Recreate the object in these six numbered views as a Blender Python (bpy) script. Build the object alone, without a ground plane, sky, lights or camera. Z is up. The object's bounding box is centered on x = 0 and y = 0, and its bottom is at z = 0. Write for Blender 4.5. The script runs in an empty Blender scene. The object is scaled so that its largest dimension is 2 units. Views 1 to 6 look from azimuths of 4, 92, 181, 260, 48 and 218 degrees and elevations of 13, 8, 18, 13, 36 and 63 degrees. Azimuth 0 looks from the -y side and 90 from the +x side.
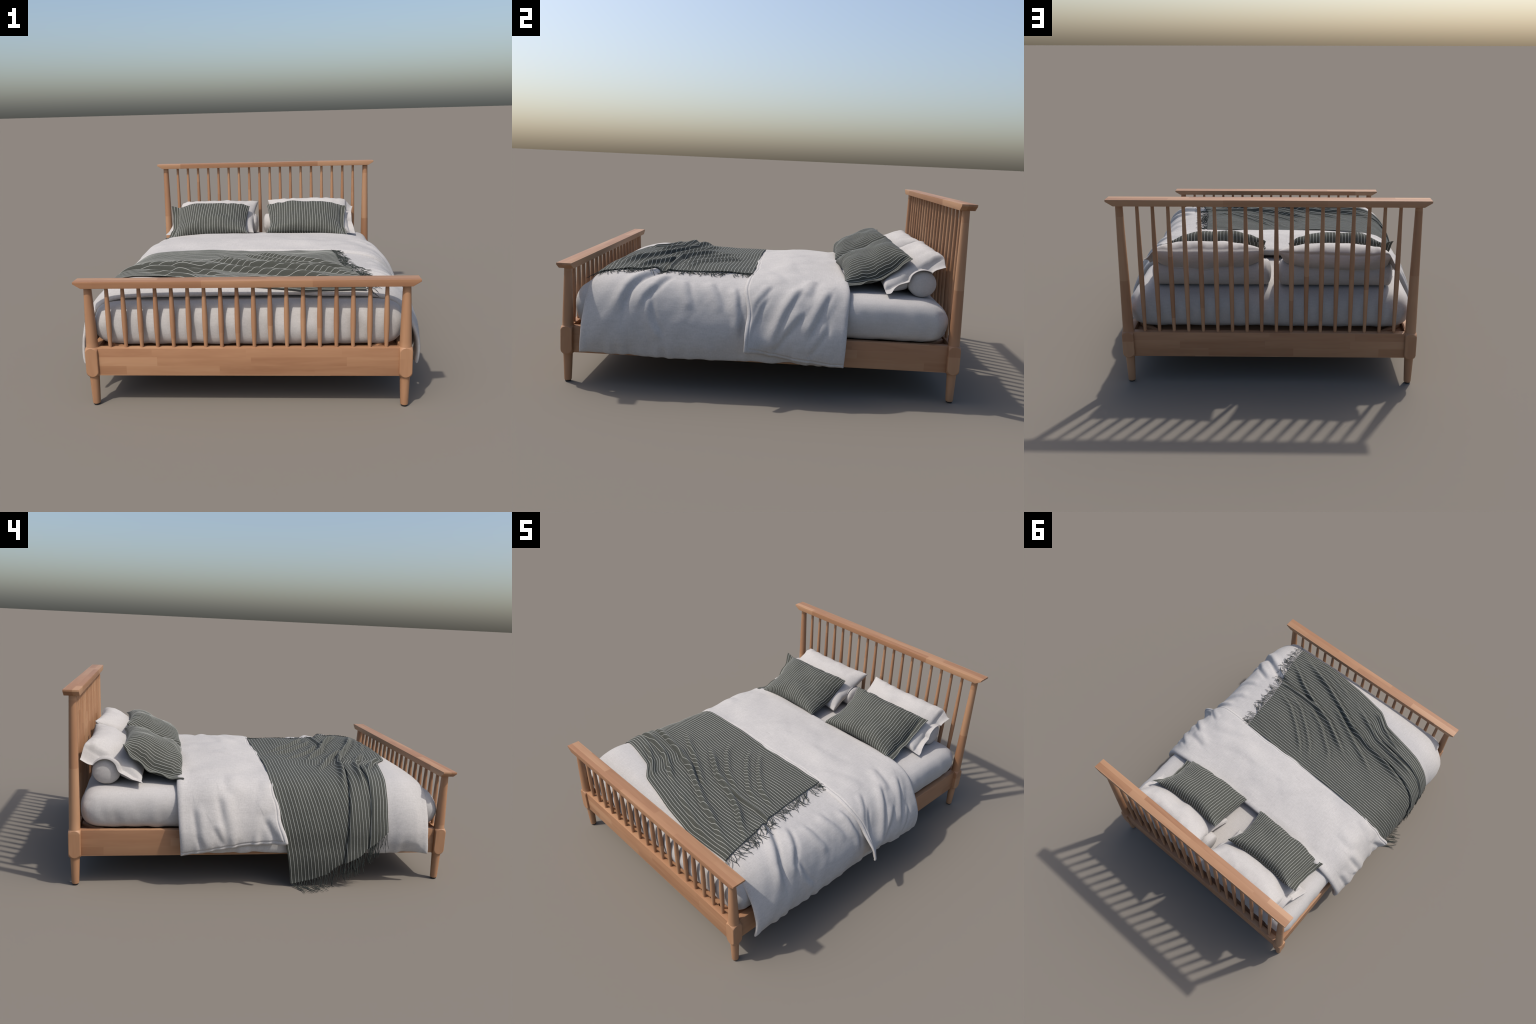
"""A double bed: spindle-back beech frame, mattress, linen duvet with a folded-back
top, two bolsters, two white pillowcases, two striped pillows, a fringed striped throw."""
import bpy, bmesh, math, random
import numpy as np
from mathutils import Vector

XC = 0.008                      # the frame stands a little off centre (bedding hangs further on -x)
rng = random.Random(11)

# ------------------------------------------------------------------ small helpers
def lerp_tab(x, xs, ys):
    """piecewise-linear table, xs in any monotone order"""
    xs = np.asarray(xs, float); ys = np.asarray(ys, float)
    o = np.argsort(xs)
    return np.interp(x, xs[o], ys[o])

def smooth_tab(x, xs, ys, r=0.03):
    """table rounded off over +-2r"""
    out = 0
    ks = np.linspace(-2, 2, 9)
    wts = np.exp(-0.5 * ks ** 2); wts /= wts.sum()
    for k, w in zip(ks, wts):
        out = out + w * lerp_tab(np.asarray(x, float) + k * r, xs, ys)
    return out

def sstep(x, a, b):
    t = np.clip((np.asarray(x, float) - a) / (b - a), 0, 1)
    return t * t * (3 - 2 * t)

def _hash(ix, iy, seed):
    h = (ix.astype(np.int64) * 374761393 + iy.astype(np.int64) * 668265263 + seed * 974634777) & 0x7fffffff
    h = ((h ^ (h >> 13)) * 1274126177) & 0x7fffffff
    h = ((h ^ (h >> 16)) * 2246822519) & 0x7fffffff
    return (h % 100003) / 100003.0 * 2 - 1

def noise(x, y, seed=0):
    x = np.asarray(x, float); y = np.asarray(y, float)
    x, y = np.broadcast_arrays(x, y)
    ix = np.floor(x); iy = np.floor(y)
    fx = x - ix; fy = y - iy
    ux = fx ** 3 * (fx * (fx * 6 - 15) + 10); uy = fy ** 3 * (fy * (fy * 6 - 15) + 10)
    a = _hash(ix, iy, seed); b = _hash(ix + 1, iy, seed)
    c = _hash(ix, iy + 1, seed); d = _hash(ix + 1, iy + 1, seed)
    return (a + (b - a) * ux) * (1 - uy) + (c + (d - c) * ux) * uy

def fbm(x, y, seed=0, octaves=3):
    s = 0; amp = 1; tot = 0
    for i in range(octaves):
        s = s + amp * noise(np.asarray(x) * 2 ** i + 17.3 * i, np.asarray(y) * 2 ** i - 9.1 * i, seed + i)
        tot += amp; amp *= 0.5
    return s / tot

def polyline_dist(X, Y, pts):
    """signed distance to a polyline (positive on its left) and the place along it (0..1)"""
    best = np.full(X.shape, 9.0); sgn = np.ones(X.shape); along = np.zeros(X.shape)
    pts = [np.array(p, float) for p in pts]
    seg = [np.linalg.norm(b - a) for a, b in zip(pts, pts[1:])]
    tot = sum(seg); run = 0
    for a, b, L in zip(pts, pts[1:], seg):
        d = (b - a) / L
        rx = X - a[0]; ry = Y - a[1]
        t = np.clip(rx * d[0] + ry * d[1], 0, L)
        qx = rx - t * d[0]; qy = ry - t * d[1]
        dist = np.sqrt(qx ** 2 + qy ** 2)
        s = np.sign(d[0] * ry - d[1] * rx)
        m = dist < best
        best = np.where(m, dist, best); sgn = np.where(m, s, sgn); along = np.where(m, (run + t) / tot, along)
        run += L
    return best * sgn, along

def fold(X, Y, pts, width, height, side=1.0, skew=0.6):
    """a soft fold: a ridge on one side of the line and a sharper valley on the other"""
    d, al = polyline_dist(X, Y, pts)
    t = d * side / width
    end = sstep(al, 0, 0.22) * (1 - sstep(al, 0.78, 1)) * 0.9 + 0.1 * (np.abs(t) < 6)
    ridge = np.exp(-((t - 1.0) / 1.15) ** 2)
    valley = np.exp(-((t + 0.25) / 0.62) ** 2)
    return height * end * (ridge - skew * valley)

# ------------------------------------------------------------------ materials
def new_mat(name):
    m = bpy.data.materials.new(name); m.use_nodes = True
    nt = m.node_tree; nt.nodes.clear()
    out = nt.nodes.new('ShaderNodeOutputMaterial')
    b = nt.nodes.new('ShaderNodeBsdfPrincipled')
    nt.links.new(b.outputs[0], out.inputs[0])
    return m, nt, b

def mathn(nt, op, a, b=None, c=None):
    n = nt.nodes.new('ShaderNodeMath'); n.operation = op
    for i, v in enumerate((a, b, c)):
        if v is None: continue
        if isinstance(v, (int, float)): n.inputs[i].default_value = v
        else: nt.links.new(v, n.inputs[i])
    return n.outputs[0]

def ramp(nt, fac, stops):
    n = nt.nodes.new('ShaderNodeValToRGB'); nt.links.new(fac, n.inputs[0])
    e = n.color_ramp.elements
    while len(e) < len(stops): e.new(0.5)
    for el, (p, c) in zip(e, stops):
        el.position = p; el.color = (*c, 1)
    return n.outputs[0]

def wood_material(name, along, row, stave=0.44, width=0.043, shift=0.0, per_object=False, spread=0.72):
    """edge-glued beech: staves of slightly different tone, grain along the board"""
    m, nt, b = new_mat(name)
    tc = nt.nodes.new('ShaderNodeTexCoord'); sep = nt.nodes.new('ShaderNodeSeparateXYZ')
    nt.links.new(tc.outputs['Object'], sep.inputs[0])
    A = sep.outputs[along]; R = sep.outputs[row]
    info = nt.nodes.new('ShaderNodeObjectInfo')
    r = mathn(nt, 'FLOOR', mathn(nt, 'DIVIDE', mathn(nt, 'ADD', R, 5.0 + shift), width))
    if per_object: r = mathn(nt, 'ADD', r, mathn(nt, 'MULTIPLY', info.outputs['Random'], 37.0))
    wn = nt.nodes.new('ShaderNodeTexWhiteNoise'); wn.noise_dimensions = '1D'; nt.links.new(r, wn.inputs['W'])
    c = mathn(nt, 'FLOOR', mathn(nt, 'ADD', mathn(nt, 'DIVIDE', mathn(nt, 'ADD', A, 7.0), stave), wn.outputs['Value']))
    comb = nt.nodes.new('ShaderNodeCombineXYZ'); nt.links.new(r, comb.inputs[0]); nt.links.new(c, comb.inputs[1])
    w2 = nt.nodes.new('ShaderNodeTexWhiteNoise'); w2.noise_dimensions = '2D'; nt.links.new(comb.outputs[0], w2.inputs['Vector'])
    # grain, stretched along the board and different for each stave
    mp = nt.nodes.new('ShaderNodeMapping'); sc = [34.0, 34.0, 34.0]; sc[along] = 3.2
    mp.inputs['Scale'].default_value = sc
    nt.links.new(tc.outputs['Object'], mp.inputs[0])
    off = nt.nodes.new('ShaderNodeVectorMath'); off.operation = 'MULTIPLY_ADD'
    nt.links.new(w2.outputs['Color'], off.inputs[0]); off.inputs[1].default_value = (9, 9, 9); nt.links.new(mp.outputs[0], off.inputs[2])
    g = nt.nodes.new('ShaderNodeTexNoise'); g.inputs['Scale'].default_value = 1.0; g.inputs['Detail'].default_value = 5; g.inputs['Distortion'].default_value = 0.6
    nt.links.new(off.outputs[0], g.inputs['Vector'])
    mp2 = nt.nodes.new('ShaderNodeMapping'); sc2 = [420.0, 420.0, 420.0]; sc2[along] = 26.0
    mp2.inputs['Scale'].default_value = sc2; nt.links.new(tc.outputs['Object'], mp2.inputs[0])
    fl = nt.nodes.new('ShaderNodeTexNoise'); fl.inputs['Scale'].default_value = 1.0; fl.inputs['Detail'].default_value = 2
    nt.links.new(mp2.outputs[0], fl.inputs['Vector'])
    t = mathn(nt, 'MULTIPLY_ADD', w2.outputs['Value'], spread, mathn(nt, 'MULTIPLY_ADD', g.outputs['Fac'], 0.75, -0.375 + 0.5 - 0.5 * spread))
    t = mathn(nt, 'MULTIPLY_ADD', fl.outputs['Fac'], 0.10, mathn(nt, 'ADD', t, -0.05))
    col = ramp(nt, t, [(0.05, WOOD[0]), (0.5, WOOD[1]), (0.95, WOOD[2])])
    nt.links.new(col, b.inputs['Base Color'])
    b.inputs['Roughness'].default_value = 0.5
    b.inputs['Specular IOR Level'].default_value = 0.35
    bp = nt.nodes.new('ShaderNodeBump'); bp.inputs['Strength'].default_value = 0.05; bp.inputs['Distance'].default_value = 0.002
    nt.links.new(fl.outputs['Fac'], bp.inputs['Height']); nt.links.new(bp.outputs[0], b.inputs['Normal'])
    return m

def cloth_material(name, dark, light, slub=260.0, bump=0.25, sheen=0.0):
    """woven linen: slubs in warp and weft direction, a little cloudiness"""
    m, nt, b = new_mat(name)
    tc = nt.nodes.new('ShaderNodeTexCoord')
    facs = []
    for sc in ((slub, slub * 0.09, slub * 0.3), (slub * 0.09, slub, slub * 0.3), (slub * 0.4, slub * 0.4, slub)):
        mp = nt.nodes.new('ShaderNodeMapping'); mp.inputs['Scale'].default_value = sc
        nt.links.new(tc.outputs['Object'], mp.inputs[0])
        n = nt.nodes.new('ShaderNodeTexNoise'); n.inputs['Scale'].default_value = 1.0; n.inputs['Detail'].default_value = 2
        nt.links.new(mp.outputs[0], n.inputs['Vector']); facs.append(n.outputs['Fac'])
    s = mathn(nt, 'ADD', mathn(nt, 'ADD', facs[0], facs[1]), facs[2])
    big = nt.nodes.new('ShaderNodeTexNoise'); big.inputs['Scale'].default_value = 7.0; big.inputs['Detail'].default_value = 3
    nt.links.new(tc.outputs['Object'], big.inputs['Vector'])
    f = mathn(nt, 'MULTIPLY_ADD', s, 0.62, -0.43)
    f = mathn(nt, 'ADD', f, mathn(nt, 'MULTIPLY_ADD', big.outputs['Fac'], 0.14, -0.07))
    col = ramp(nt, f, [(0.1, dark), (0.9, light)])
    nt.links.new(col, b.inputs['Base Color'])
    b.inputs['Roughness'].default_value = 0.92
    b.inputs['Specular IOR Level'].default_value = 0.12
    b.inputs['Sheen Weight'].default_value = sheen
    bp = nt.nodes.new('ShaderNodeBump'); bp.inputs['Strength'].default_value = bump; bp.inputs['Distance'].default_value = 0.0012
    nt.links.new(s, bp.inputs['Height']); nt.links.new(bp.outputs[0], b.inputs['Normal'])
    return m

WOOD = ((0.272, 0.132, 0.067), (0.344, 0.182, 0.096), (0.402, 0.231, 0.130))
wood_x = wood_material('beech_boards_across', 0, 2, shift=0.004)
wood_rail = wood_material('beech_rail', 0, 1, stave=0.5, width=0.0385, shift=0.012)
wood_y = wood_material('beech_boards_lengthwise', 1, 2, stave=0.5, shift=0.004)
wood_z = wood_material('beech_turned', 2, 2, stave=0.33, width=50.0, per_object=True, spread=0.5)
white = cloth_material('white_linen', (0.372, 0.354, 0.338), (0.482, 0.460, 0.441))
white_cool = cloth_material('white_cotton', (0.382, 0.364, 0.348), (0.474, 0.453, 0.435), slub=330, bump=0.15)
dark = cloth_material('dark_green_grey_weave', (0.049, 0.051, 0.044), (0.068, 0.070, 0.060), slub=420, bump=0.3, sheen=0.03)
pale = cloth_material('pale_stripe_yarn', (0.27, 0.275, 0.25), (0.36, 0.365, 0.335), slub=420)
strand_mat = cloth_material('fringe_yarn', (0.034, 0.039, 0.035), (0.055, 0.062, 0.056), slub=420)
pad_mat, _nt, _b = new_mat('black_felt'); _b.inputs['Base Color'].default_value = (0.012, 0.012, 0.012, 1); _b.inputs['Roughness'].default_value = 0.9

# ------------------------------------------------------------------ mesh helpers
def link(ob, parent=None):
    bpy.context.scene.collection.objects.link(ob)
    if parent is not None: ob.parent = parent
    return ob

def make_mesh(name, verts, faces, mat, smooth=True, angle=None):
    me = bpy.data.meshes.new(name)
    me.from_pydata([tuple(v) for v in verts], [], faces)
    me.materials.append(mat)
    bm = bmesh.new(); bm.from_mesh(me)
    bmesh.ops.recalc_face_normals(bm, faces=bm.faces)
    bm.to_mesh(me); bm.free()
    me.polygons.foreach_set('use_smooth', [smooth] * len(me.polygons))
    if angle is not None: me.set_sharp_from_angle(angle=math.radians(angle))
    return me

def grid_faces(n, m, base=0, wrap_m=False):
    i, j = np.meshgrid(np.arange(n - 1), np.arange(m if wrap_m else m - 1), indexing='ij')
    j2 = (j + 1) % m
    f = np.stack([base + i * m + j, base + (i + 1) * m + j, base + (i + 1) * m + j2, base + i * m + j2], -1)
    return f.reshape(-1, 4).tolist()

def shell(outer, inner):
    """two grids closed into one skin along their borders"""
    n, m, _ = outer.shape
    v = np.concatenate([outer.reshape(-1, 3), inner.reshape(-1, 3)])
    f = grid_faces(n, m); k = n * m
    f += [[a + k for a in q[::-1]] for q in grid_faces(n, m)]
    ring = [j for j in range(m)] + [i * m + m - 1 for i in range(1, n)] + [(n - 1) * m + j for j in range(m - 2, -1, -1)] + [i * m for i in range(n - 2, 0, -1)]
    for a, b in zip(ring, ring[1:] + ring[:1]): f.append([a, a + k, b + k, b])
    return v, f

def join(parts):
    V = []; F = []; k = 0
    for v, f in parts:
        V.append(np.asarray(v)); F += [[a + k for a in q] for q in f]; k += len(v)
    return np.concatenate(V), F

def normals_of(g):
    du = np.gradient(g, axis=0); dv = np.gradient(g, axis=1)
    n = np.cross(du, dv); return n / np.maximum(np.linalg.norm(n, axis=2, keepdims=True), 1e-9)

def bevelled(me, width, seg=2):
    bm = bmesh.new(); bm.from_mesh(me)
    bmesh.ops.bevel(bm, geom=bm.edges[:], offset=width, segments=seg, affect='EDGES', profile=0.6)
    bm.to_mesh(me); bm.free()
    me.polygons.foreach_set('use_smooth', [True] * len(me.polygons)); me.set_sharp_from_angle(angle=math.radians(38))
    return me

def box_mesh(name, x0, x1, y0, y1, z0, z1, mat, bev=0.002):
    v = [(x, y, z) for x in (x0, x1) for y in (y0, y1) for z in (z0, z1)]
    f = [(0, 1, 3, 2), (4, 6, 7, 5), (0, 4, 5, 1), (2, 3, 7, 6), (0, 2, 6, 4), (1, 5, 7, 3)]
    return bevelled(make_mesh(name, v, f, mat), bev)

def thing(name, label, category, mesh=None):
    ob = bpy.data.objects.new(name, mesh)
    ob['label'] = label; ob['category'] = category
    return link(ob)

# ------------------------------------------------------------------ the wooden frame
frame = thing('bed_frame', 'beech bed frame with spindle headboard and footboard', 'bed')
PX, PY = 0.728, 0.9605          # post axes
Z_FOOT, Z_HEAD = 0.580, 0.955   # undersides of the two top rails

def post_mesh(name, top, r_top):
    """turned post: tapered foot, a squared block with arched facets, a long tapering column"""
    h = 0.0298; z0, z1 = 0.148, 0.288; rho = 0.027
    prof = [(0.004, 0.0150), (0.007, 0.0178), (0.012, 0.0186), (0.07, 0.0207), (0.128, 0.0226), (0.140, 0.0232), (0.1465, 0.0262), (0.148, h)]
    for k in range(1, 13):
        d = rho * (1 - math.cos(k / 12 * math.pi / 2)); w = math.sqrt(rho ** 2 - (rho - d) ** 2)
        prof.append((z0 + d, math.hypot(h, w)))
    for k in range(12, -1, -1):
        d = 0.8 * rho * (1 - math.cos(k / 12 * math.pi / 2)); w = rho * math.sin(math.acos(max(-1, 1 - d / (0.8 * rho))))
        prof.append((z1 - d, math.hypot(h, w)))
    prof += [(0.2895, 0.0285), (0.293, 0.0276)]
    for k in range(1, 13):
        t = k / 12
        prof.append((0.293 + (top + 0.006 - 0.293) * t, 0.0276 + (r_top - 0.0276) * (t ** 1.15)))
    N = 96; V = []
    for z, R in prof:
        for k in range(N):
            a = 2 * math.pi * k / N
            c, s = math.cos(a), math.sin(a)
            r = min(R, h / max(abs(c), abs(s)))
            V.append((r * c, r * s, z))
    F = grid_faces(len(prof), N, wrap_m=True)
    F.append(list(range(N))[::-1]); F.append([(len(prof) - 1) * N + k for k in range(N)])
    return make_mesh(name, V, F, wood_z, angle=24)

def lathe(name, prof, mat, N=28):
    V = [(r * math.cos(2 * math.pi * k / N), r * math.sin(2 * math.pi * k / N), z) for z, r in prof for k in range(N)]
    F = grid_faces(len(prof), N, wrap_m=True)
    F.append(list(range(N))[::-1]); F.append([(len(prof) - 1) * N + k for k in range(N)])
    return make_mesh(name, V, F, mat, angle=50)

def spindle_mesh(name, top, belly_t):
    """slim spindle, swelling to its belly and tapering to both ends"""
    zb = 0.284; prof = []
    for k in range(25):
        t = k / 24
        u = t / belly_t if t < belly_t else (1 - t) / (1 - belly_t)
        r = 0.0083 + (0.0126 - 0.0083) * math.sin(u * math.pi / 2) ** 1.25
        prof.append((zb + (top + 0.004 - zb) * t, r))
    return lathe(name, prof, wood_z)

def rail_mesh(name, y0, y1, z0, z1):
    """top rail: ends undercut below a short lip"""
    lip = z1 - 0.010; e0, e1 = 0.748, 0.785
    pro = [(-e0, z0), (e0, z0), (e1, lip), (e1, z1), (-e1, z1), (-e1, lip)]
    V = [(XC + x, y, z) for y in (y0, y1) for x, z in pro]
    F = [list(range(6)), list(range(11, 5, -1))] + [[i, i + 6, (i + 1) % 6 + 6, (i + 1) % 6] for i in range(6)]
    return bevelled(make_mesh(name, V, F, wood_rail), 0.0018)

spindle_xs = [XC - 0.641 + 1.282 * k / 17 for k in range(18)]
for sgn, top, r_top, belly in ((-1, Z_FOOT, 0.0180, 0.40), (1, Z_HEAD, 0.0180, 0.46)):
    tag = 'footboard' if sgn < 0 else 'headboard'
    pm = post_mesh(tag + '_post', top, r_top)
    for sx in (-1, 1):
        ob = link(bpy.data.objects.new(tag + '_post', pm), frame); ob.location = (XC + sx * PX, sgn * PY, 0)
    sm = spindle_mesh(tag + '_spindle', top, belly)
    for x in spindle_xs:
        ob = link(bpy.data.objects.new(tag + '_spindle', sm), frame); ob.location = (x, sgn * PY, 0); ob.rotation_euler = (0, 0, rng.uniform(0, 6.28))
    y0, y1 = sorted((sgn * 0.9245, sgn * 0.9995))
    link(bpy.data.objects.new(tag + '_rail', rail_mesh(tag + '_rail', y0, y1, top, top + 0.0325)), frame)
    y0, y1 = sorted((sgn * 0.944, sgn * 0.979))
    link(bpy.data.objects.new(tag + '_apron', box_mesh(tag + '_apron', XC - 0.705, XC + 0.705, y0, y1, 0.1505, 0.2865, wood_x, 0.0022)), frame)
for sx in (-1, 1):
    x0, x1 = sorted((XC + sx * 0.702, XC + sx * 0.7365))
    link(bpy.data.objects.new('side_rail', box_mesh('side_rail', x0, x1, -0.938, 0.938, 0.1505, 0.2865, wood_y, 0.0022)), frame)
link(bpy.data.objects.new('slat_base', box_mesh('slat_base', XC - 0.701, XC + 0.701, -0.942, 0.942, 0.236, 0.264, wood_x, 0.001)), frame)
# diagonal braces inside the corners
def brace_mesh():
    v = []; w = 0.016
    for z in (0.2645, 0.2835):
        v += [(-0.006, 0.125, z), (-0.006, 0.125 - 2 * w, z), (-0.125 + 2 * w, 0.006, z), (-0.125, 0.006, z)]
    f = [(0, 1, 2, 3), (7, 6, 5, 4)] + [(i, i + 4, (i + 1) % 4 + 4, (i + 1) % 4) for i in range(4)]
    return bevelled(make_mesh('corner_brace', v, f, wood_x), 0.0015)
bm_ = brace_mesh()
for sx in (-1, 1):
    for sy in (-1, 1):
        ob = link(bpy.data.objects.new('corner_brace', bm_), frame)
        ob.location = (XC + sx * 0.698, sy * 0.941, 0); ob.rotation_euler = (0, 0, {(1, -1): 0, (1, 1): math.pi / 2, (-1, 1): math.pi, (-1, -1): -math.pi / 2}[(sx, sy)])
pad = lathe('felt_pad', [(0.0, 0.0150), (0.0045, 0.0155)], pad_mat, 32)
for sx in (-1, 1):
    for sy in (-1, 1):
        ob = link(bpy.data.objects.new('felt_pad', pad), frame); ob.location = (XC + sx * PX, sy * PY, 0)

# ------------------------------------------------------------------ mattress
def build_mattress():
    hx, hy, z0, z1 = 0.736, 0.936, 0.283, 0.503
    nu, nv = 420, 60
    # plan outline with rounded corners, by arc length
    R = 0.075; pts = []
    for cx, cy, a0 in ((hx - R, hy - R, 0), (-(hx - R), hy - R, 90), (-(hx - R), -(hy - R), 180), (hx - R, -(hy - R), 270)):
        for k in range(17):
            a = math.radians(a0 + 90 * k / 16); pts.append((cx + R * math.cos(a), cy + R * math.sin(a)))
    pts = np.array(pts + pts[:1]); L = np.r_[0, np.cumsum(np.linalg.norm(np.diff(pts, axis=0), axis=1))]
    s = np.linspace(0, L[-1], nu, endpoint=False)
    px = np.interp(s, L, pts[:, 0]); py = np.interp(s, L, pts[:, 1])
    # side profile: (inset from the outline, z)
    prof = [(0.30, z0 + 0.004), (0.12, z0), (0.060, z0), (0.034, z0 + 0.010), (0.014, z0 + 0.034), (0.004, z0 + 0.070), (0.0, z0 + 0.105), (0.004, z0 + 0.135),
            (0.016, z0 + 0.164), (0.038, z0 + 0.188), (0.075, z0 + 0.204), (0.14, z0 + 0.213), (0.30, z0 + 0.220)]
    prof = np.array(prof); PL = np.r_[0, np.cumsum(np.linalg.norm(np.diff(prof, axis=0), axis=1))]
    q = np.linspace(0, PL[-1], nv)
    ins = smooth_tab(q, PL, prof[:, 0], 0.008); zz = smooth_tab(q, PL, prof[:, 1], 0.008)
    sx = (hx - ins) / hx; sy = (hy - ins) / hy; sy_f = (hy + .004 - .62 * ins) / hy
    S, Q = np.meshgrid(s, q, indexing='ij')
    X = px[:, None] * sx[None]; Y = py[:, None] * np.where(py[:, None] > 0, sy[None], sy_f[None]) - 0.010 * sstep(-py[:, None], .8, .93) * (1 - (px[:, None] / hx) ** 2); Z = np.repeat(zz[None], nu, 0)
    nxy = np.stack([X / hx, Y / hy], -1)
    side = np.exp(-((zz - (z0 + 0.09)) / 0.075) ** 2)[None]
    w = 0.006 * fbm(S * 11, Q * 5, 3) + 0.004 * noise(S * 26, Q * 7, 9)
    foot = sstep(-Y, 0.85, 0.93)
    w = w + foot * (0.008 * noise(S * 17 + 4 * Q, Q * 3, 21) + 0.004 * noise(S * 40 + 6 * Q, Q * 6, 5))
    X = X + side * w * np.sign(px)[:, None] * (np.abs(px)[:, None] > hx - 0.08)
    Y = Y + side * w * np.sign(py)[:, None] * (np.abs(py)[:, None] > hy - 0.08)
    Z = Z + 0.004 * fbm(X * 5, Y * 5, 33) * (zz > z0 + 0.15)[None] + 0.003 * noise(S * 18, Q * 0 + 1, 6) * (zz < z0 + 0.02)[None]
    # tucked corners of the fitted sheet
    for cx in (-1, 1):
        for cy in (-1, 1):
            d = np.hypot(X - cx * (hx - 0.03), Y - cy * (hy - 0.045))
            t = (Z - z0) / 0.16
            Y = Y - cy * 0.010 * np.exp(-(d / 0.016) ** 2) * np.clip(t, 0, 1) * (t < 1)
    V = np.stack([X + XC, Y, Z], -1)
    F = grid_faces(nv, nu, wrap_m=True)
    V = V.transpose(1, 0, 2).reshape(-1, 3)
    # close top and bottom with shrinking rings
    base = len(V); extra = []; ring0 = V[(nv - 1) * nu:nv * nu]; ringb = V[:nu]
    c_t = np.array([XC, 0, 0.505]); c_b = np.array([XC, 0, z0 + 0.004])
    n_r = 14; rows = []
    for k in range(1, n_r + 1):
        f = 1 - k / (n_r + 0.5)
        r = c_t + (ring0 - c_t) * f; r[:, 2] = 0.503 + 0.002 + 0.004 * fbm(r[:, 0] * 5, r[:, 1] * 5, 33)
        extra.append(r)
    V = np.concatenate([V] + extra)
    idx = [(nv - 1) * nu] + [base + k * nu for k in range(n_r)]
    for a, b in zip(idx, idx[1:]):
        F += [[a + j, b + j, b + (j + 1) % nu, a + (j + 1) % nu] for j in range(nu)]
    F.append([idx[-1] + j for j in range(nu)]); F.append(list(range(nu))[::-1])
    return make_mesh('mattress', V, F, white_cool)
thing('mattress', 'thick mattress in a pale fitted linen sheet', 'mattress', build_mattress())

# ------------------------------------------------------------------ how cloth lies over the bed
# canonical half cross-section of the made bed: (distance from the middle, height)
_pr = np.array([(0, .538), (.2, .537), (.40, .535), (.52, .532), (.60, .526), (.66, .513), (.705, .490), (.745, .452), (.778, .402), (.802, .345),
                (.814, .290), (.811, .235), (.796, .170), (.788, .10), (.786, .0), (.786, -.15)])
_pl = np.r_[0, np.cumsum(np.linalg.norm(np.diff(_pr, axis=0), axis=1))]
_at = np.linspace(0, _pl[-1], 900)
_px = smooth_tab(_at, _pl, _pr[:, 0], 0.016); _pz = smooth_tab(_at, _pl, _pr[:, 1], 0.016)
_px[0] = 0
_tx = np.gradient(_px, _at); _tz = np.gradient(_pz, _at)
_tl = np.hypot(_tx, _tz); _tx /= _tl; _tz /= _tl
def arc_at_z(z):
    """arc length, down the side, at height z"""
    m = _at > 0.5
    return np.interp(-np.asarray(z, float), -_pz[m], _at[m])

TOPY = ([-1.0, -.90, -.885, -.86, -.82, -.74, -.62, -.3, .1, .44, .6], [-.016, -.016, -.016, -.004, .010, .020, .016, .000, -.003, 0, 0])
NARROW = ([-1.0, -.88, -.7, -.3, .1, .45], [.985, .985, 1.0, 1.0, .985, .972])
def on_bed(a, y, off, straight=0.0):
    """point at signed arc length a from the middle line, lifted off along the normal"""
    s = np.sign(a); aa = np.abs(a)
    x = np.interp(aa, _at, _px); z = np.interp(aa, _at, _pz)
    nx = -np.interp(aa, _at, _tz); nz = np.interp(aa, _at, _tx)
    lift = smooth_tab(y, *TOPY, r=.02)
    wf = smooth_tab(y, *NARROW, r=.05)
    g = 1 - sstep(aa, 0.62, 0.98)
    x = x * (1 - (1 - wf) * (1 - 0.7 * sstep(aa, .8, 1.05)))
    hang = straight * sstep(aa, 0.93, 1.06)
    x = x * (1 - hang) + hang * (0.814 - 0.030 * sstep(aa, 1.06, 1.28))
    return np.stack([XC + s * (x + nx * off), y + 0 * x, z + lift * g + nz * off], -1)

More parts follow.
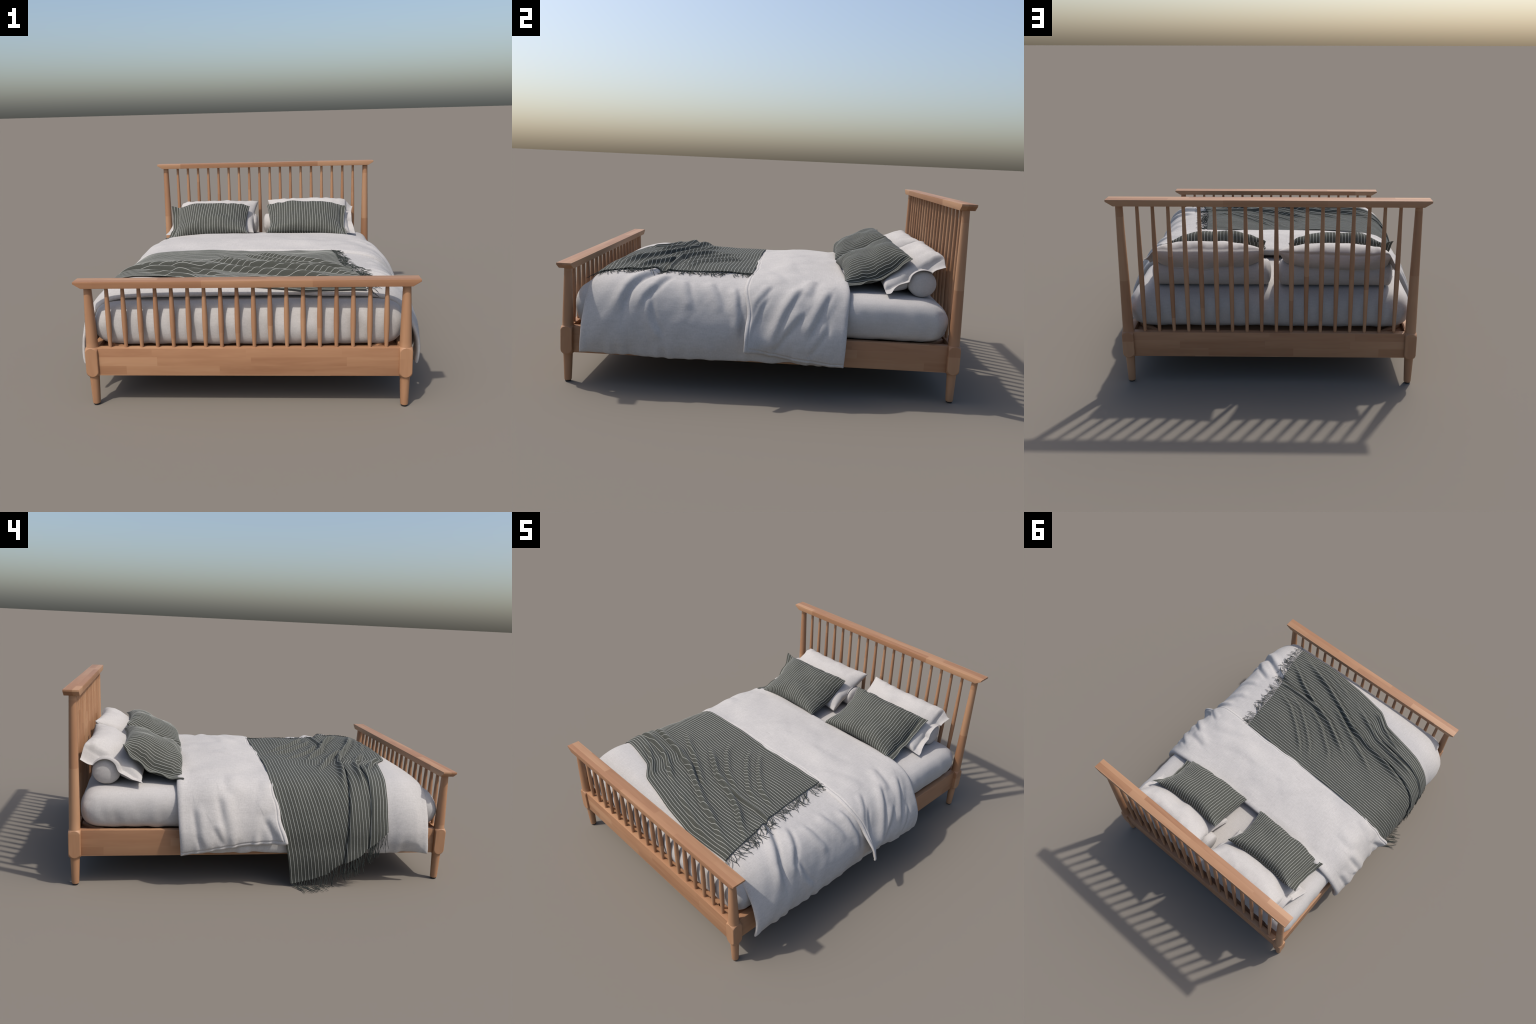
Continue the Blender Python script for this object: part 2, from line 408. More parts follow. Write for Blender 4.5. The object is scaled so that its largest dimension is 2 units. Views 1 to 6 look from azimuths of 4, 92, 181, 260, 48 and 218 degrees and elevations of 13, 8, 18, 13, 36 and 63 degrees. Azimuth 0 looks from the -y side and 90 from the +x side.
# creases shared by duvet and throw, in (arc, y)
def duvet_bumps(A, Y):
    side = sstep(np.abs(A), 0.50, 0.78); sd = np.where(A > 0, 1, 0)
    d = 0.010 * fbm(A * 3.2, Y * 3.2, 41, 3)
    # long soft folds that fall from the shoulder; they lean towards the foot on +x
    lean = np.where(A > 0, 0.55, 0.20) * (np.abs(A) - 0.6)
    q = Y + lean + 0.03 * noise(A * 3, Y * 3, 5)
    f1 = noise(q * 6.0, A * 1.6 + 40 * sd, 51); f2 = noise(q * 17, A * 2.4 + 40 * sd, 52)
    d = d + side * (0.006 * f1 + 0.0022 * f2 * (1 - 0.5 * sstep(np.abs(A), 0.95, 1.1)))
    def puffed(a0, y0, ra, ry, h): return h * np.exp(-((A - a0) / ra) ** 2 - ((Y - y0) / ry) ** 2)
    d = d + puffed(.34, -.26, .16, .15, .018) + puffed(.0, .16, .22, .12, .030) + puffed(-.72, .12, .14, .2, .008)
    d = d + puffed(.86, -.74, .16, .10, .012) + puffed(.88, -.30, .16, .16, .004) + puffed(-.88, -.74, .18, .12, .022) + puffed(-.86, -.3, .2, .2, .006)
    for pts, wd, hh, k in (
            ([(.42, -.525), (.55, -.55), (.66, -.605), (.735, -.648), (.80, -.666), (.87, -.67)], .028, .014, 1.1),
            ([(.58, -.46), (.66, -.49), (.71, -.514), (.78, -.566), (.85, -.58)], .026, .011, .8),
            ([(.75, -.545), (.83, -.528), (.88, -.514), (.93, -.48), (.98, -.46)], .024, .008, .8),
            ([(.61, -.38), (.69, -.36), (.74, -.347), (.82, -.315)], .026, .007, .7),
            ([(.60, -.245), (.69, -.22), (.74, -.197), (.83, -.165)], .026, .007, .7),
            ([(.64, -.13), (.73, -.105), (.79, -.10), (.84, -.085), (.96, -.09)], .022, .010, .8)):
        d = d + fold(A, Y, pts, wd, hh, side=-1, skew=k)
    return d

def edge_puff(dist, r):
    """rounded border: 0 at the rim, 1 inside"""
    t = np.clip(dist / r, 0, 1)
    return np.sqrt(np.clip(1 - (1 - t) ** 2, 0, 1))

def edge_spaced(n, k=1.6):
    """parameter 0..1 with rows packed near both ends"""
    t = np.linspace(-1, 1, n)
    return 0.5 + 0.5 * np.sign(t) * (1 - (1 - np.abs(t)) ** k) if k > 1 else (t + 1) / 2

# ------------------------------------------------------------------ duvet
def build_duvet():
    parts = []
    # lower layer: foot edge to the fold at the head
    n, m = 320, 240
    u = edge_spaced(n, 1.25) * 2 - 1; v = edge_spaced(m, 1.25)
    U, Vv = np.meshgrid(u, v, indexing='ij')
    y_foot = -0.880 + 0.006 * noise(U * 9, 0 * U, 3) + 0.010 * sstep(np.abs(U), .55, .8) * (1 - sstep(np.abs(U), .9, 1)) - 0.0
    y_head = 0.405
    Y = y_foot + (y_head - y_foot) * Vv
    hz_p = smooth_tab(Y, [-.9, -.65, -.54, -.3, -.1, .05, .2, .30, .43], [.172, .170, .162, .166, .168, .166, .168, .162, .166], .03)
    hz_m = smooth_tab(Y, [-.9, -.78, -.70, -.5, -.1, .0, .2, .43], [.168, .180, .168, .17, .174, .180, .178, .172], .03)
    hem = np.where(U > 0, arc_at_z(hz_p), arc_at_z(hz_m)) + 0.004 * noise(Y * 14, U * 0 + np.sign(U), 8)
    A = U * hem
    de = np.minimum(hem - np.abs(A), np.minimum(Y - y_foot, y_head - Y))
    puff = edge_puff(de, 0.030)
    D = duvet_bumps(A, Y)
    # gathered ripples where the hem seam draws the cloth in
    ripple = 0.006 * noise(Y * 30, A * 3, 77) * np.exp(-((hem - np.abs(A)) / 0.07) ** 2)
    corner = np.exp(-((np.abs(A) - hem) / 0.10) ** 2 - ((Y + 0.88) / 0.07) ** 2)
    O = D * (0.25 + 0.75 * sstep(de, 0, .08)) + ripple - 0.010 * (1 - puff) + 0.012 * corner
    parts.append(shell(on_bed(A, Y, O), on_bed(A, Y, O - 0.004 - 0.020 * puff)))
    # upper layer: the part turned back over itself
    n, m = 340, 190
    u = edge_spaced(n, 1.3) * 2 - 1; v = edge_spaced(m, 1.5)
    U, Vv = np.meshgrid(u, v, indexing='ij')
    sp = U > 0
    y_free = np.where(sp, smooth_tab(U, [0, .25, .45, .6, .70, .85, 1], [-.062, -.058, -.070, -.078, -.085, -.055, -.062], .03),
                      smooth_tab(-U, [0, .25, .45, .6, .72, .85, 1], [-.062, -.055, -.052, -.050, -.045, -.060, -.100], .03))
    y_free = y_free + 0.006 * noise(U * 11, 0 * U, 71)
    y_head = np.where(sp, smooth_tab(U, [0, .3, .5, .65, .8, 1], [.430, .432, .442, .445, .430, .418], .03),
                      smooth_tab(-U, [0, .3, .5, .65, .8, 1], [.430, .436, .450, .462, .455, .438], .03))
    Y = y_free + (y_head - y_free) * Vv
    hz_p = smooth_tab(Y, [-.08, -.06, .03, .13, .25, .34, .43], [.262, .250, .218, .200, .190, .178, .176], .012)
    hz_m = smooth_tab(Y, [-.11, -.09, 0, .13, .27, .43], [.262, .248, .231, .221, .200, .172], .012)
    hem = np.where(sp, arc_at_z(hz_p), arc_at_z(hz_m))
    A = U * hem
    dh = hem - np.abs(A); df = Y - y_free; dd = y_head - Y
    de = np.minimum(dh, df)
    puff = edge_puff(np.minimum(de, dd), 0.026)
    D = duvet_bumps(A, Y) * 0.45
    side = sstep(np.abs(A), 0.52, 0.80)
    q = Y + np.where(sp, 0.62, -0.05) * (np.abs(A) - 0.6)
    D = D + side * (0.006 * noise(q * 7.5, A * 1.3, 61) + 0.002 * noise(q * 19, A * 2.2, 62) + 0.004)
    D = D + 0.007 * fbm(A * 3.5, Y * 4.5, 66) + 0.003 * noise(A * 9 + 2 * Y, Y * 7, 68)
    F = lambda pts, w, h, s=-1, k=0.7: fold(A, Y, pts, w * 1.2, h * .85, s, k)
    # leaning folds on the +x side
    D = D + F([(.66, .22), (.735, .180), (.81, .138), (.91, .095), (.98, .065)], .020, .011) + F([(.80, .235), (.865, .182), (.925, .128), (1.02, .055)], .019, .011)
    D = D + F([(.68, .36), (.78, .316), (.86, .278), (.94, .235)], .019, .010) + F([(.84, .335), (.89, .331), (.93, .306), (1.02, .23)], .017, .008)
    D = D + F([(.65, .065), (.725, .022), (.775, -.015), (.86, -.045)], .018, .008) + F([(.72, .05), (.795, .010), (.87, -.015), (.98, -.06)], .018, .009)
    D = D + F([(.56, .29), (.66, .265), (.74, .25)], .026, .008)
    # folds on the -x side, drawn towards the two hem corners
    D = D + F([(-.74, .25), (-.83, .235), (-.92, .215), (-1.03, .185)], .026, .011, 1, .7) + F([(-.90, .285), (-.97, .24), (-1.04, .195)], .022, .009, 1, .7)
    D = D + F([(-.80, .375), (-.88, .365), (-.96, .352), (-1.03, .325), (-1.06, .29)], .022, .010, 1, .7) + F([(-.86, .02), (-.95, -.03), (-1.03, -.085)], .024, .012, 1, .7)
    D = D + F([(-.62, .02), (-.74, .04), (-.86, .07)], .030, .006, 1, .5) + F([(-.58, .20), (-.68, .205), (-.78, .19)], .030, .006, 1, .5)
    # a few creases on the flat top
    D = D + F([(-.36, -.03), (-.30, .06), (-.22, .15), (-.16, .22)], .030, .005, k=.5) + F([(-.13, -.03), (-.10, .08), (-.04, .18)], .024, .004, k=.5)
    D = D + F([(.12, .18), (.30, .16), (.46, .20)], .040, .005, k=.4) + F([(.34, .03), (.52, .10), (.66, .14)], .034, .005, k=.5)
    stitched = -0.0035 * np.exp(-((de - 0.020) / 0.004) ** 2)
    flare_p = 0.089 * np.exp(-(dh / 0.10) ** 2 - ((Y + 0.075) / 0.075) ** 2) * sp
    flare_m = 0.048 * np.exp(-(dh / 0.10) ** 2 - ((Y + 0.10) / 0.08) ** 2) * (~sp)
    flare_c = (0.018 * sp + 0.002) * np.exp(-(dh / 0.16) ** 2) * sstep(Y, 0.0, 0.3)
    ripple = 0.006 * noise(Y * 34, A * 3, 79) * np.exp(-(dh / 0.05) ** 2)
    O = 0.012 + 0.014 * sstep(Y, -.02, .16) * (1 - .6 * sstep(np.abs(A), .35, .65)) + D * (0.2 + 0.8 * sstep(np.minimum(de, dd), 0, .07)) + stitched + ripple - 0.013 * (1 - puff) + flare_p + flare_m + flare_c
    th = 0.005 + 0.016 * puff + 0.024 * puff * sstep(Y, 0.30, 0.42)
    th = th - (flare_p + flare_m + flare_c) * 0 
    parts.append(shell(on_bed(A, Y, O), on_bed(A, Y, O - th)))
    V, Fc = join(parts)
    return make_mesh('duvet', V, Fc, white)
thing('duvet', 'white linen duvet with its top folded back', 'duvet', build_duvet())

# ------------------------------------------------------------------ striped throw with fringes
WIDTH = 0.92
THROW_N, THROW_M = 420, 300
def build_throw():
    u = np.linspace(0, 1, THROW_N); w = np.linspace(0, 1, THROW_M)
    yh_t = ([.60, .45, 0, -.4, -.65, -.75, -.9, -1.05, -1.3], [-.058, -.060, -.050, -.040, -.026, -.040, -.072, -.105, -.145])
    yf_t = ([.60, .55, .27, .02, -.18, -.26, -.36, -.50, -.62, -.74, -.86, -1.0, -1.3], [-.868, -.866, -.880, -.846, -.806, -.790, -.712, -.682, -.658, -.640, -.632, -.640, -.650])
    c1_t = ([.30, .16, .03, -.16, -.33, -.53, -.68, -.80, -.95, -1.1, -1.3], [-.75, -.707, -.647, -.558, -.509, -.472, -.442, -.425, -.418, -.408, -.395])
    c2_t = ([.10, -.166, -.28, -.41, -.60, -.75, -.9, -1.05, -1.3], [-.78, -.690, -.640, -.590, -.555, -.545, -.535, -.530, -.530])
    e1_t = ([.2, -.1, -.4, -.7, -1.0, -1.3], [0, .004, .018, .045, .080, .10])
    e2_t = ([0, -.2, -.5, -.8, -1.1, -1.3], [0, .004, .018, .045, .060, .065])
    hem_t = ([-.13, -.15, -.24, -.33, -.37, -.43, -.49, -.53, -.58, -.65], [.012, .014, .035, .066, .112, .142, .170, .215, .245, .305])
    start_t = ([-.90, -.865, -.72, -.60, -.53, -.50, -.46, -.37, -.20, -.06, 0], [.568, .566, .540, .515, .497, .478, .476, .462, .452, .438, .435])
    # where the far hem lies: found from the folded lanes at the hem
    def lanes(a):
        yh = smooth_tab(a, *yh_t, r=.02); yf = smooth_tab(a, *yf_t, r=.015)
        y1 = smooth_tab(a, *c1_t, r=.03); y2 = smooth_tab(a, *c2_t, r=.03)
        e1 = smooth_tab(a, *e1_t, r=.03); e2 = smooth_tab(a, *e2_t, r=.03)
        k1 = min(1, e1 / .02); k2 = min(1, e2 / .02)
        knots_y = np.array([yh, y1 - e1, y1 - .15 * e1, y1, y1 - .10 * e1 - .004, y1 - e1 - .015, y2 - e2, y2 - .15 * e2, y2, y2 - .10 * e2 - .004, y2 - e2 - .012, yf])
        knots_h = np.array([0, .001 * k1, .004 * k1, .009 * k1, .0145 * k1, .009 * k1, .002 * k1, .005 * k2, .010 * k2, .0145 * k2, .008 * k2, 0])
        knots_y[5] = max(knots_y[5], y2 + .004); knots_y[10] = max(knots_y[10], yf + .004)
        L = np.abs(np.diff(knots_y)) + 1e-5; cum = np.r_[0, np.cumsum(L)] / L.sum()
        y = smooth_tab(w, cum, knots_y, .005); h = smooth_tab(w, cum, knots_h, .005)
        y[0] = yh; y[-1] = yf
        return y, h
    table_a = np.linspace(.62, -1.34, 260)
    TY = []; TH = []
    for a in table_a:
        y, h = lanes(a); TY.append(y); TH.append(h)
    TY = np.array(TY); TH = np.array(TH)
    A = np.zeros((THROW_N, THROW_M)); Y = np.zeros_like(A); H = np.zeros_like(A)
    for j in range(THROW_M):
        ycol = TY[:, j]
        a0 = .5
        for _ in range(6): a0 = float(smooth_tab(np.interp(-a0, -table_a, ycol), *start_t, r=.008))
        a1 = -1.1
        for _ in range(6): a1 = -float(arc_at_z(smooth_tab(np.interp(-a1, -table_a, ycol), *hem_t, r=.008)))
        aj = a0 + (a1 - a0) * u
        A[:, j] = aj; Y[:, j] = np.interp(-aj, -table_a, ycol); H[:, j] = np.interp(-aj, -table_a, TH[:, j])
    under = duvet_bumps(A, Y); D = 0.008 + 0 * under
    Ft = lambda pts, wd, hh, s=-1.0, k=0.95: fold(A, Y, pts, wd * .82, hh, s, k)
    top = 1 - sstep(-A, .70, .9)
    D = D + 1.05 * top * (
        Ft([(.53, -.72), (.42, -.66), (.337, -.608), (.179, -.535), (-.006, -.475), (-.177, -.377), (-.27, -.32)], .019, .026)
        + Ft([(.50, -.515), (.38, -.524), (.237, -.52), (.12, -.50)], .016, .018)
        + Ft([(.50, -.83), (.354, -.773), (.244, -.735), (.161, -.707), (.03, -.647), (-.16, -.558), (-.331, -.509), (-.527, -.472), (-.681, -.435), (-.80, -.42)], .021, .028)
        + Ft([(.446, -.443), (.288, -.39), (.15, -.29), (.04, -.19), (-.02, -.12)], .017, .013)
        + Ft([(.346, -.475), (.222, -.43), (.077, -.32), (-.024, -.229), (-.08, -.15)], .017, .014)
        + Ft([(.20, -.49), (.139, -.467), (.011, -.41), (-.158, -.28), (-.22, -.20)], .019, .013)
        + Ft([(.06, -.615), (-.05, -.565), (-.205, -.485), (-.394, -.395), (-.5, -.34)], .020, .017)
        + Ft([(-.10, -.715), (-.166, -.69), (-.282, -.63), (-.412, -.578), (-.60, -.54), (-.74, -.53)], .019, .022)
        + Ft([(-.22, -.77), (-.279, -.744), (-.364, -.69), (-.46, -.64), (-.56, -.61)], .016, .016)
        + Ft([(.40, -.86), (.25, -.83), (.10, -.78), (-.03, -.735)], .018, .010))
    D = D + 0.003 * noise(A * 7 + 3 * Y, Y * 16 + 6 * A, 83) * top
    D = 0.0035 + 0.003 * np.log1p(np.exp(np.clip((D - 0.0035) / 0.003, -30, 30))) + under * (1 - 0.5 * sstep(-A, .5, .9))
    # hanging part: shallow vertical waves
    hang = sstep(-A, .85, 1.15)
    D = D + hang * (0.010 * noise(Y * 11, A * 1.5, 87) + 0.006) + H
    near_floor = sstep(-A, 1.18, 1.30)
    D = D + 0.016 * near_floor
    P = on_bed(A, Y, D, straight=1.0)
    P[..., 2] = np.maximum(P[..., 2], 0.006)
    N = normals_of(P)
    if N[THROW_N // 4, THROW_M // 2, 2] < 0: N = -N
    thick = 0.0022
    Vt, Fc = shell(P, P - N * thick)
    ob = thing('throw_blanket', 'dark grey-green throw with pale pinstripes and fringes', 'blanket', make_mesh('throw_blanket', Vt, Fc, dark))
    # pinstripes: raised bands of pale yarn running the length of the cloth
    parts = []; n_str = 45; sw = 0.00135
    span = np.abs(TY[0, 0] - TY[0, -1])
    for k in range(n_str):
        wc = (k + 0.55) / n_str
        hw = sw / WIDTH
        def lane(x):
            f = x * (THROW_M - 1); i = min(int(f), THROW_M - 2); t = f - i
            return P[:, i] * (1 - t) + P[:, i + 1] * t, N[:, i] * (1 - t) + N[:, i + 1] * t
        p, nn = lane(wc)
        q = np.gradient(p, axis=0); q /= np.linalg.norm(q, axis=1, keepdims=True)
        cr = np.cross(nn, q)
        up = np.stack([p + nn * 0.0006 - cr * sw, p + nn * 0.0009, p + nn * 0.0006 + cr * sw], 1)
        dn = np.stack([p - nn * 0.0004 - cr * sw * .9, p - nn * 0.0004, p - nn * 0.0004 + cr * sw * .9], 1)
        parts.append(shell(up, dn))
        dn2 = up - 2 * nn[:, None] * 0.0006 - nn[:, None] * thick
        parts.append(shell(dn2, dn2 + nn[:, None] * 0.0009))
    V, Fc = join(parts)
    so = link(bpy.data.objects.new('pinstripe', make_mesh('pinstripe', V, Fc, pale)), ob); so['kind'] = 'stuff'
    # fringes
    parts = []
    r = random.Random(5)
    def tube(pts, rad):
        pts = np.array(pts); t = np.gradient(pts, axis=0); t /= np.linalg.norm(t, axis=1, keepdims=True)
        ref = np.array([0.3, 0.5, 0.81]); a = np.cross(t, ref); a /= np.linalg.norm(a, axis=1, keepdims=True); b = np.cross(t, a)
        K = 5; ring = []
        for i in range(len(pts)):
            rr = rad * (1 if i < len(pts) - 1 else 0.5)
            ring += [pts[i] + rr * (a[i] * math.cos(2 * math.pi * k / K) + b[i] * math.sin(2 * math.pi * k / K)) for k in range(K)]
        f = grid_faces(len(pts), K, wrap_m=True) + [list(range(K))[::-1], [(len(pts) - 1) * K + k for k in range(K)]]
        return np.array(ring), f
    tassels = 58
    for k in range(tassels):
        wc = (k + 0.5) / tassels; j = int(wc * (THROW_M - 1))
        # lying end on +x: strands sprawl over the duvet
        p0 = P[0, j]; a_s = A[0, j]; y_s = Y[0, j]; lift = D[0, j] - 0.001
        fan = 0.75 * noise(np.array(k * 0.23), np.array(0.4), 91)
        for _ in range(2):
            ang = float(fan) + r.gauss(0, 0.38); ln = r.uniform(0.048, 0.088); bend = r.gauss(0, 0.3); pts = []
            for i in range(8):
                t = i / 7; an = ang + bend * t * t
                aa = a_s + ln * t * math.cos(an); yy = y_s + ln * t * math.sin(an)
                base = float(duvet_bumps(np.array([[aa]]), np.array([[yy]]))[0, 0])
                hh = base + 0.003 + (lift - base) * max(0, 1 - 3 * t) + r.uniform(0, .010) * math.sin(math.pi * t)
                yy = max(yy, -0.905)
                pts.append(on_bed(np.array(aa), np.array(yy), np.array(hh)))
            parts.append(tube(pts, r.uniform(.0011, .0016)))
        # hanging end on -x: strands fall straight, or pool on the floor
        p0 = P[-1, j].copy()
        for _ in range(2):
            ln = r.uniform(0.055, 0.098); sway = r.gauss(0, 0.010); out = r.uniform(0, .012); pts = []; q = p0.copy(); q[1] += r.uniform(-.004, .004)
            dirx = -1.0; dy = r.gauss(-0.7, 0.4); ln *= 1.35 if p0[2] < .05 else 1.0
            for i in range(10):
                t = i / 9; step = ln / 9
                if i:
                    if q[2] - step > 0.0028:
                        q = q + np.array([-out * .12 * t, sway * .22 * t + r.uniform(-.0008, .0008), -step])
                    else:
                        rem = q[2] - 0.0026; L = math.hypot(1, dy)
                        fl = math.sqrt(max(step ** 2 - rem ** 2, 1e-8))
                        q = q + np.array([dirx * fl / L, fl * dy / L, -rem + r.uniform(0, .0006)])
                pts.append(q.copy())
            pts[0] = p0
            for pp in pts: pp[0] = max(pp[0], -0.911)
            parts.append(tube(pts, r.uniform(.0011, .0016)))
    # knotted border where the strands leave the cloth
    V, Fc = join(parts)
    fo = link(bpy.data.objects.new('fringe', make_mesh('fringe', V, Fc, strand_mat)), ob); fo['kind'] = 'stuff'
build_throw()

# ------------------------------------------------------------------ pillows
def pillow_surfaces(c_bi, c_bo, c_ti, c_to, T, seed, n=150, m=110, flange=0.0, bend=0.0, front=0.6, pinch=0.02, droop=None, wr=1.0, p=2.6, q=0.46):
    """cushion between four corners (bottom/top, inner/outer). a runs inner->outer, b bottom->top."""
    c = [np.array(k, float) for k in (c_bi, c_bo, c_ti, c_to)]
    a = np.linspace(-1, 1, n); b = np.linspace(-1, 1, m)
    a = np.sign(a) * (1 - (1 - np.abs(a)) ** 1.3); b = np.sign(b) * (1 - (1 - np.abs(b)) ** 1.3)
    Aa, Bb = np.meshgrid(a, b, indexing='ij')
    s = (Aa + 1) / 2; t = (Bb + 1) / 2
    W = np.linalg.norm(c[1] - c[0]); Hh = np.linalg.norm(c[2] - c[0])
    # seams drawn in between the corners
    s2 = s + pinch / W * 2 * (-Aa) * (1 - Bb ** 2) * np.abs(Aa) ** 3
    t2 = t + pinch / Hh * 2 * (-Bb) * (1 - Aa ** 2) * np.abs(Bb) ** 3
    s2, t2 = s2[..., None], t2[..., None]
    mid = c[0] * (1 - s2) * (1 - t2) + c[1] * s2 * (1 - t2) + c[2] * (1 - s2) * t2 + c[3] * s2 * t2
    nrm = np.cross(c[1] + c[3] - c[0] - c[2], c[2] + c[3] - c[0] - c[1])
    nrm /= np.linalg.norm(nrm)
    if nrm[2] < 0: nrm = -nrm
    # stuffed part stops at the flange on the outer side
    af = 1 - 2 * flange / W
    Ai = np.where(Aa > 0, np.minimum(Aa / af, 1), Aa)
    prof = np.clip(1 - np.abs(Ai) ** p, 0, 1) ** q * np.clip(1 - np.abs(Bb) ** p, 0, 1) ** q
    h = T * prof
    # wrinkles that run in from the seams
    eb = (1 - np.abs(Bb)) * Hh / 2; ea = np.where(Aa > 0, (af - Aa), (1 - np.abs(Aa))) * W / 2
    ea = np.abs(ea)
    wrn = 0.011 * noise(Aa * W * 15, Bb * 2.2, seed) * np.exp(-eb / .05) + 0.012 * noise(Bb * Hh * 17 + Aa * 2, Aa * 2.5, seed + 3) * np.exp(-ea / .045)
    wrn = wrn * np.clip(h / (0.25 * T), 0, 1) * wr
    soft = 0.010 * fbm(Aa * 1.5, Bb * 1.3, seed + 7) * prof
    sag = bend * (1 - np.abs(Bb) ** 1.6) * (0.45 + 0.55 * sstep(np.abs(Aa), .2, .9))
    wave = 0.006 * noise(Aa * 3, Bb * 2.5 + 3, seed + 9)
    if flange > 0: wave = wave + 0.010 * noise(Bb * 3.2, Aa * 0, seed + 12) * sstep(Aa, af - .02, 1)
    M = mid + nrm * (sag + wave)[..., None]
    if droop is not None:
        M = M + droop(Aa, Bb)
    edge = 0.0016 * np.clip(np.minimum((1 - np.abs(Aa)) * W, (1 - np.abs(Bb)) * Hh) / .004, 0, 1)
    Pf = M + nrm * (front * h * 2 * .5 + wrn + soft + edge)[..., None]
    Pb = M - nrm * ((1 - front) * h * 2 * .5 - wrn * .4 - soft * .3 + edge)[..., None]
    return Pf, Pb, Aa, Bb, W, Hh

def cushion(name, mat, label, stripes=None, floor=None, around=None, **kw):
    Pf, Pb, Aa, Bb, W, Hh = pillow_surfaces(**kw)
    if floor is not None:
        for G in (Pf, Pb):
            fl = floor(G[..., 0], G[..., 1]); k = 0.006
            d = G[..., 2] - fl
            G[..., 2] = fl + np.where(d > 4 * k, d, k * np.log1p(np.exp(np.clip(d / k, -40, 40))))
    if around is not None:
        # cloth that would sink into the bolster rides up over it
        x_end, yc, zc, r = around; sx = 1 if x_end > 0 else -1
        for G, gap in ((Pf, .006), (Pb, .003)):
            G[..., 2] += 0.034 * sstep(Aa, .70, 1.0) * np.exp(-((G[..., 1] - yc) / .065) ** 2)
            dy = G[..., 1] - yc; dz = np.maximum(G[..., 2] - zc, .35 * r * (np.abs(dy) < r)); d = np.maximum(np.hypot(dy, dz), 1e-4)
            k = np.clip((r + gap) / d, 1, None) - 1
            k = k * (1 - sstep(sx * G[..., 0], sx * x_end + .006, sx * x_end + .020))
            G[..., 1] += dy * k; G[..., 2] += np.where(k > 0, dz * k, 0)
    V, F = shell(Pf, Pb)
    ob = thing(name, label, 'pillow', make_mesh(name, V, F, mat))
    if stripes:
        parts = []; a_line = Aa[:, 0]; sw = 0.00130
        for side_i, G in enumerate((Pf, Pb)):
            Nn = normals_of(G)
            ctr = G.mean((0, 1)); other = (Pb if side_i == 0 else Pf)
            d0 = (G - other); 
            flip = np.sign((Nn * d0).sum(-1).mean()); Nn = Nn * flip
            rows = G[:, len(Bb[0]) // 4: -len(Bb[0]) // 4]
            arc = np.r_[0, np.cumsum(np.linalg.norm(np.diff(rows, axis=0), axis=2).mean(1))]
            x = stripes * 0.5
            while x < arc[-1]:
                av = np.interp(x, arc, a_line); f = np.interp(av, a_line, np.arange(len(a_line))); i = min(int(f), len(a_line) - 2); t = f - i
                p = G[i] * (1 - t) + G[i + 1] * t; nn = Nn[i] * (1 - t) + Nn[i + 1] * t
                q = np.gradient(p, axis=0); q /= np.maximum(np.linalg.norm(q, axis=1, keepdims=True), 1e-9)
                cr = np.cross(nn, q)
                up = np.stack([p + nn * .0006 - cr * sw, p + nn * .0009, p + nn * .0006 + cr * sw], 1)
                dn = np.stack([p - nn * .0005 - cr * sw * .9, p - nn * .0005, p - nn * .0005 + cr * sw * .9], 1)
                parts.append(shell(up, dn)); x += stripes
        V, F = join(parts)
        so = link(bpy.data.objects.new('pinstripe', make_mesh('pinstripe', V, F, pale)), ob); so['kind'] = 'stuff'
    return ob

def flap_top(x, y):
    """height of what the pillows lie on: duvet fold in front, mattress behind"""
    return np.where(y < 0.44, 0.566 + 0 * x, 0.509) - 0.06 * sstep(np.abs(x - XC), .56, .72)

# white pillowcases, propped on the bolsters; the flange hangs down on the outer side
def droop_for(sx, top, bottom):
    def f(Aa, Bb):
        k = sstep(Aa, 0.74, 1.0); d = np.zeros(Aa.shape + (3,))
        d[..., 2] = -k * (0.055 * sstep(Bb, -.6, .4) + 0.0)
        d[..., 0] = -sx * k * 0.020
        return d
    return f
cushion('white_pillow', white_cool, 'white linen pillowcase with a drooping side flange', c_bi=(.045, .600, .530), c_bo=(.668, .622, .512), c_ti=(.030, .918, .714), c_to=(.664, .918, .706), T=.150, seed=101,
        flange=.062, front=.54, pinch=.010, bend=-.012, wr=.6, droop=droop_for(1, 0, 0), around=(.620, .812, .5625, .071), floor=lambda x, y: np.full_like(x, .511))
cushion('white_pillow', white_cool, 'white linen pillowcase with a drooping side flange', c_bi=(-.055, .600, .530), c_bo=(-.700, .632, .512), c_ti=(-.040, .914, .702), c_to=(-.668, .932, .696), T=.150, seed=131,
        flange=.062, front=.54, pinch=.010, bend=-.012, wr=.6, droop=droop_for(-1, 0, 0), around=(-.632, .812, .5625, .071), floor=lambda x, y: np.full_like(x, .511))
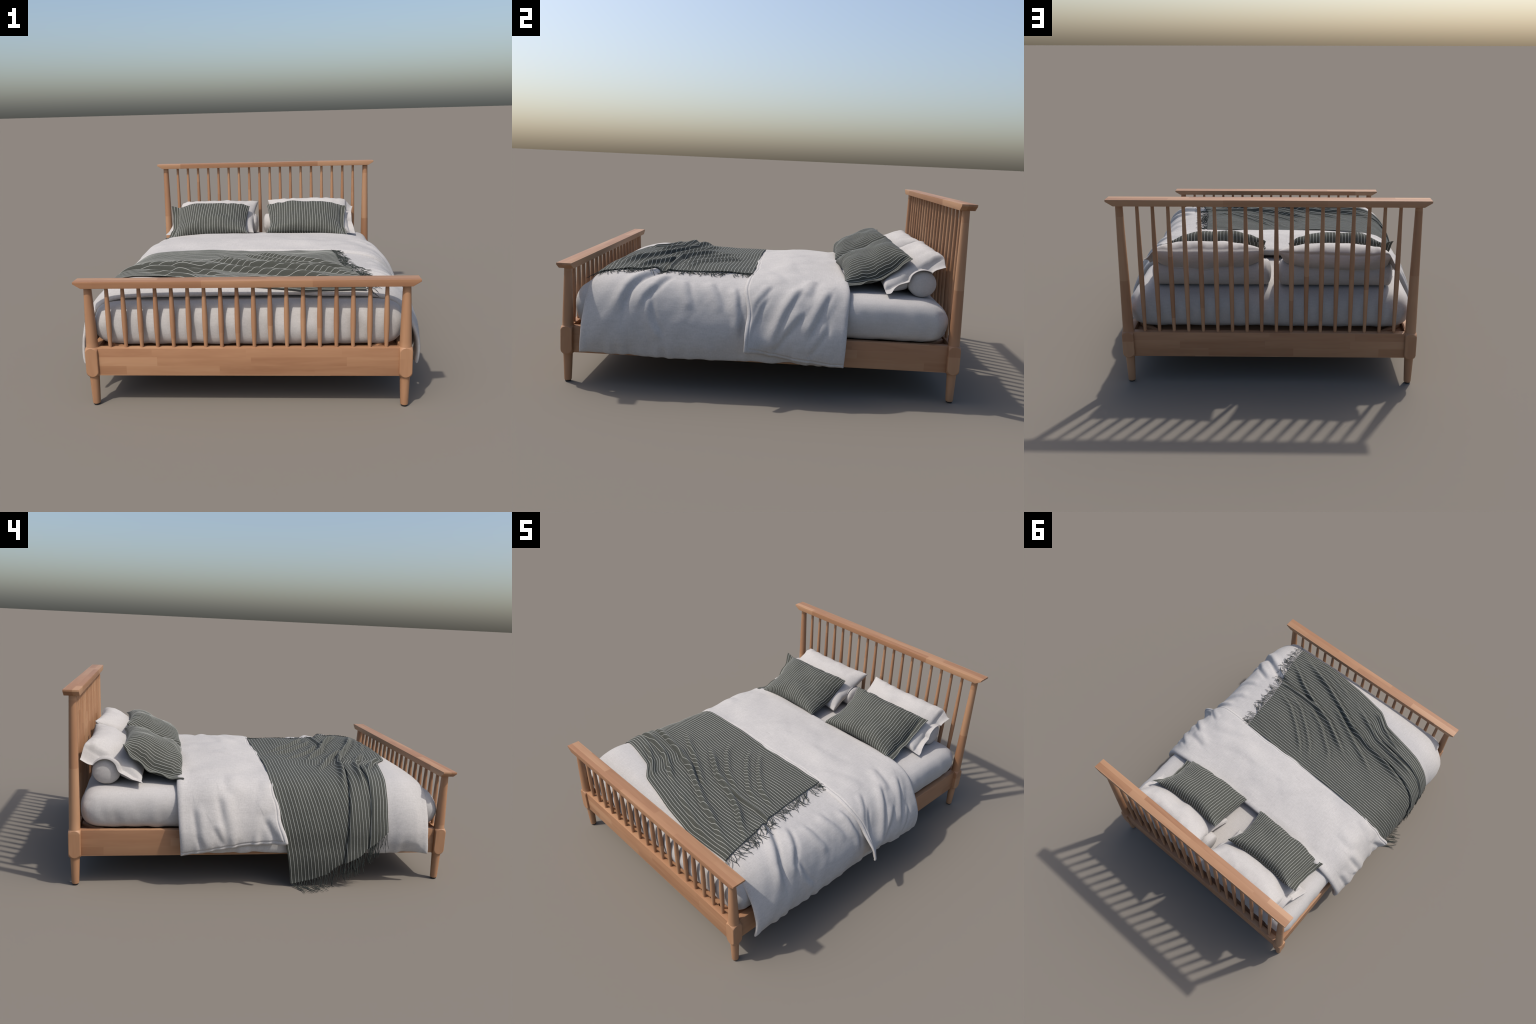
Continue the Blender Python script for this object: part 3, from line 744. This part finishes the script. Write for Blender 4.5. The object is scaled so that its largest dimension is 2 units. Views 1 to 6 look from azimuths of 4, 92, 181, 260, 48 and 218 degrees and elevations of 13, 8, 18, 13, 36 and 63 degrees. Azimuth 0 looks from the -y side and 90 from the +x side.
# striped pillows, leaning back on the white ones
cushion('striped_pillow', dark, 'dark grey-green pillow with pale pinstripes', stripes=.0172, c_bi=(.042, .409, .566), c_bo=(.592, .419, .535), c_ti=(.030, .733, .705), c_to=(.590, .755, .694), T=.136, seed=151,
        flange=.045, front=.72, pinch=.012, bend=-.048, wr=.55)
cushion('striped_pillow', dark, 'dark grey-green pillow with pale pinstripes', stripes=.0172, c_bi=(-.083, .413, .562), c_bo=(-.642, .424, .522), c_ti=(-.090, .742, .698), c_to=(-.646, .735, .700), T=.136, seed=177,
        flange=.055, front=.72, pinch=.012, bend=-.048, wr=.55)

# bolsters
def bolster(x0, x1, seed):
    n, m = 90, 72; yc, zc, R = .812, .5625, .0695
    t = np.linspace(-1, 1, n); t = np.sign(t) * (1 - (1 - np.abs(t)) ** 2.0)
    L = (x1 - x0) / 2
    e = (1 - np.abs(t)) * L                      # distance from the end
    rad = R * np.sqrt(np.clip(1 - (1 - np.clip(e / .030, 0, 1)) ** 2.6, 0, 1)) * 0.985
    rad[0] = rad[-1] = 0.0004
    a = np.linspace(0, 2 * np.pi, m, endpoint=False)
    Tt, An = np.meshgrid(t, a, indexing='ij')
    rr = rad[:, None] * (1 + 0.02 * fbm(Tt * 4, np.cos(An) * 1.5, seed) + 0.03 * noise(np.cos(An) * 3, np.sin(An) * 3, seed + 2) * (np.abs(Tt) > .93))
    seam = np.exp(-((e - .032) / .0022) ** 2)[:, None] * 0.0022
    rr = rr - seam
    X = (x0 + x1) / 2 + Tt * L; Yy = yc + rr * np.cos(An) * 1.04; Zz = zc + rr * np.sin(An)
    Zz = np.maximum(Zz, .4955 + 0.004 * np.clip((.5 - Zz) / .02, 0, 1))
    V = np.stack([X, Yy, Zz], -1).reshape(-1, 3); F = grid_faces(n, m, wrap_m=True)
    F.append(list(range(m))[::-1]); F.append([(n - 1) * m + k for k in range(m)])
    thing('bolster', 'plump white cylindrical bolster pillow', 'pillow', make_mesh('bolster', V, F, white_cool))
bolster(.000, .620, 201)
bolster(-.632, -.036, 211)
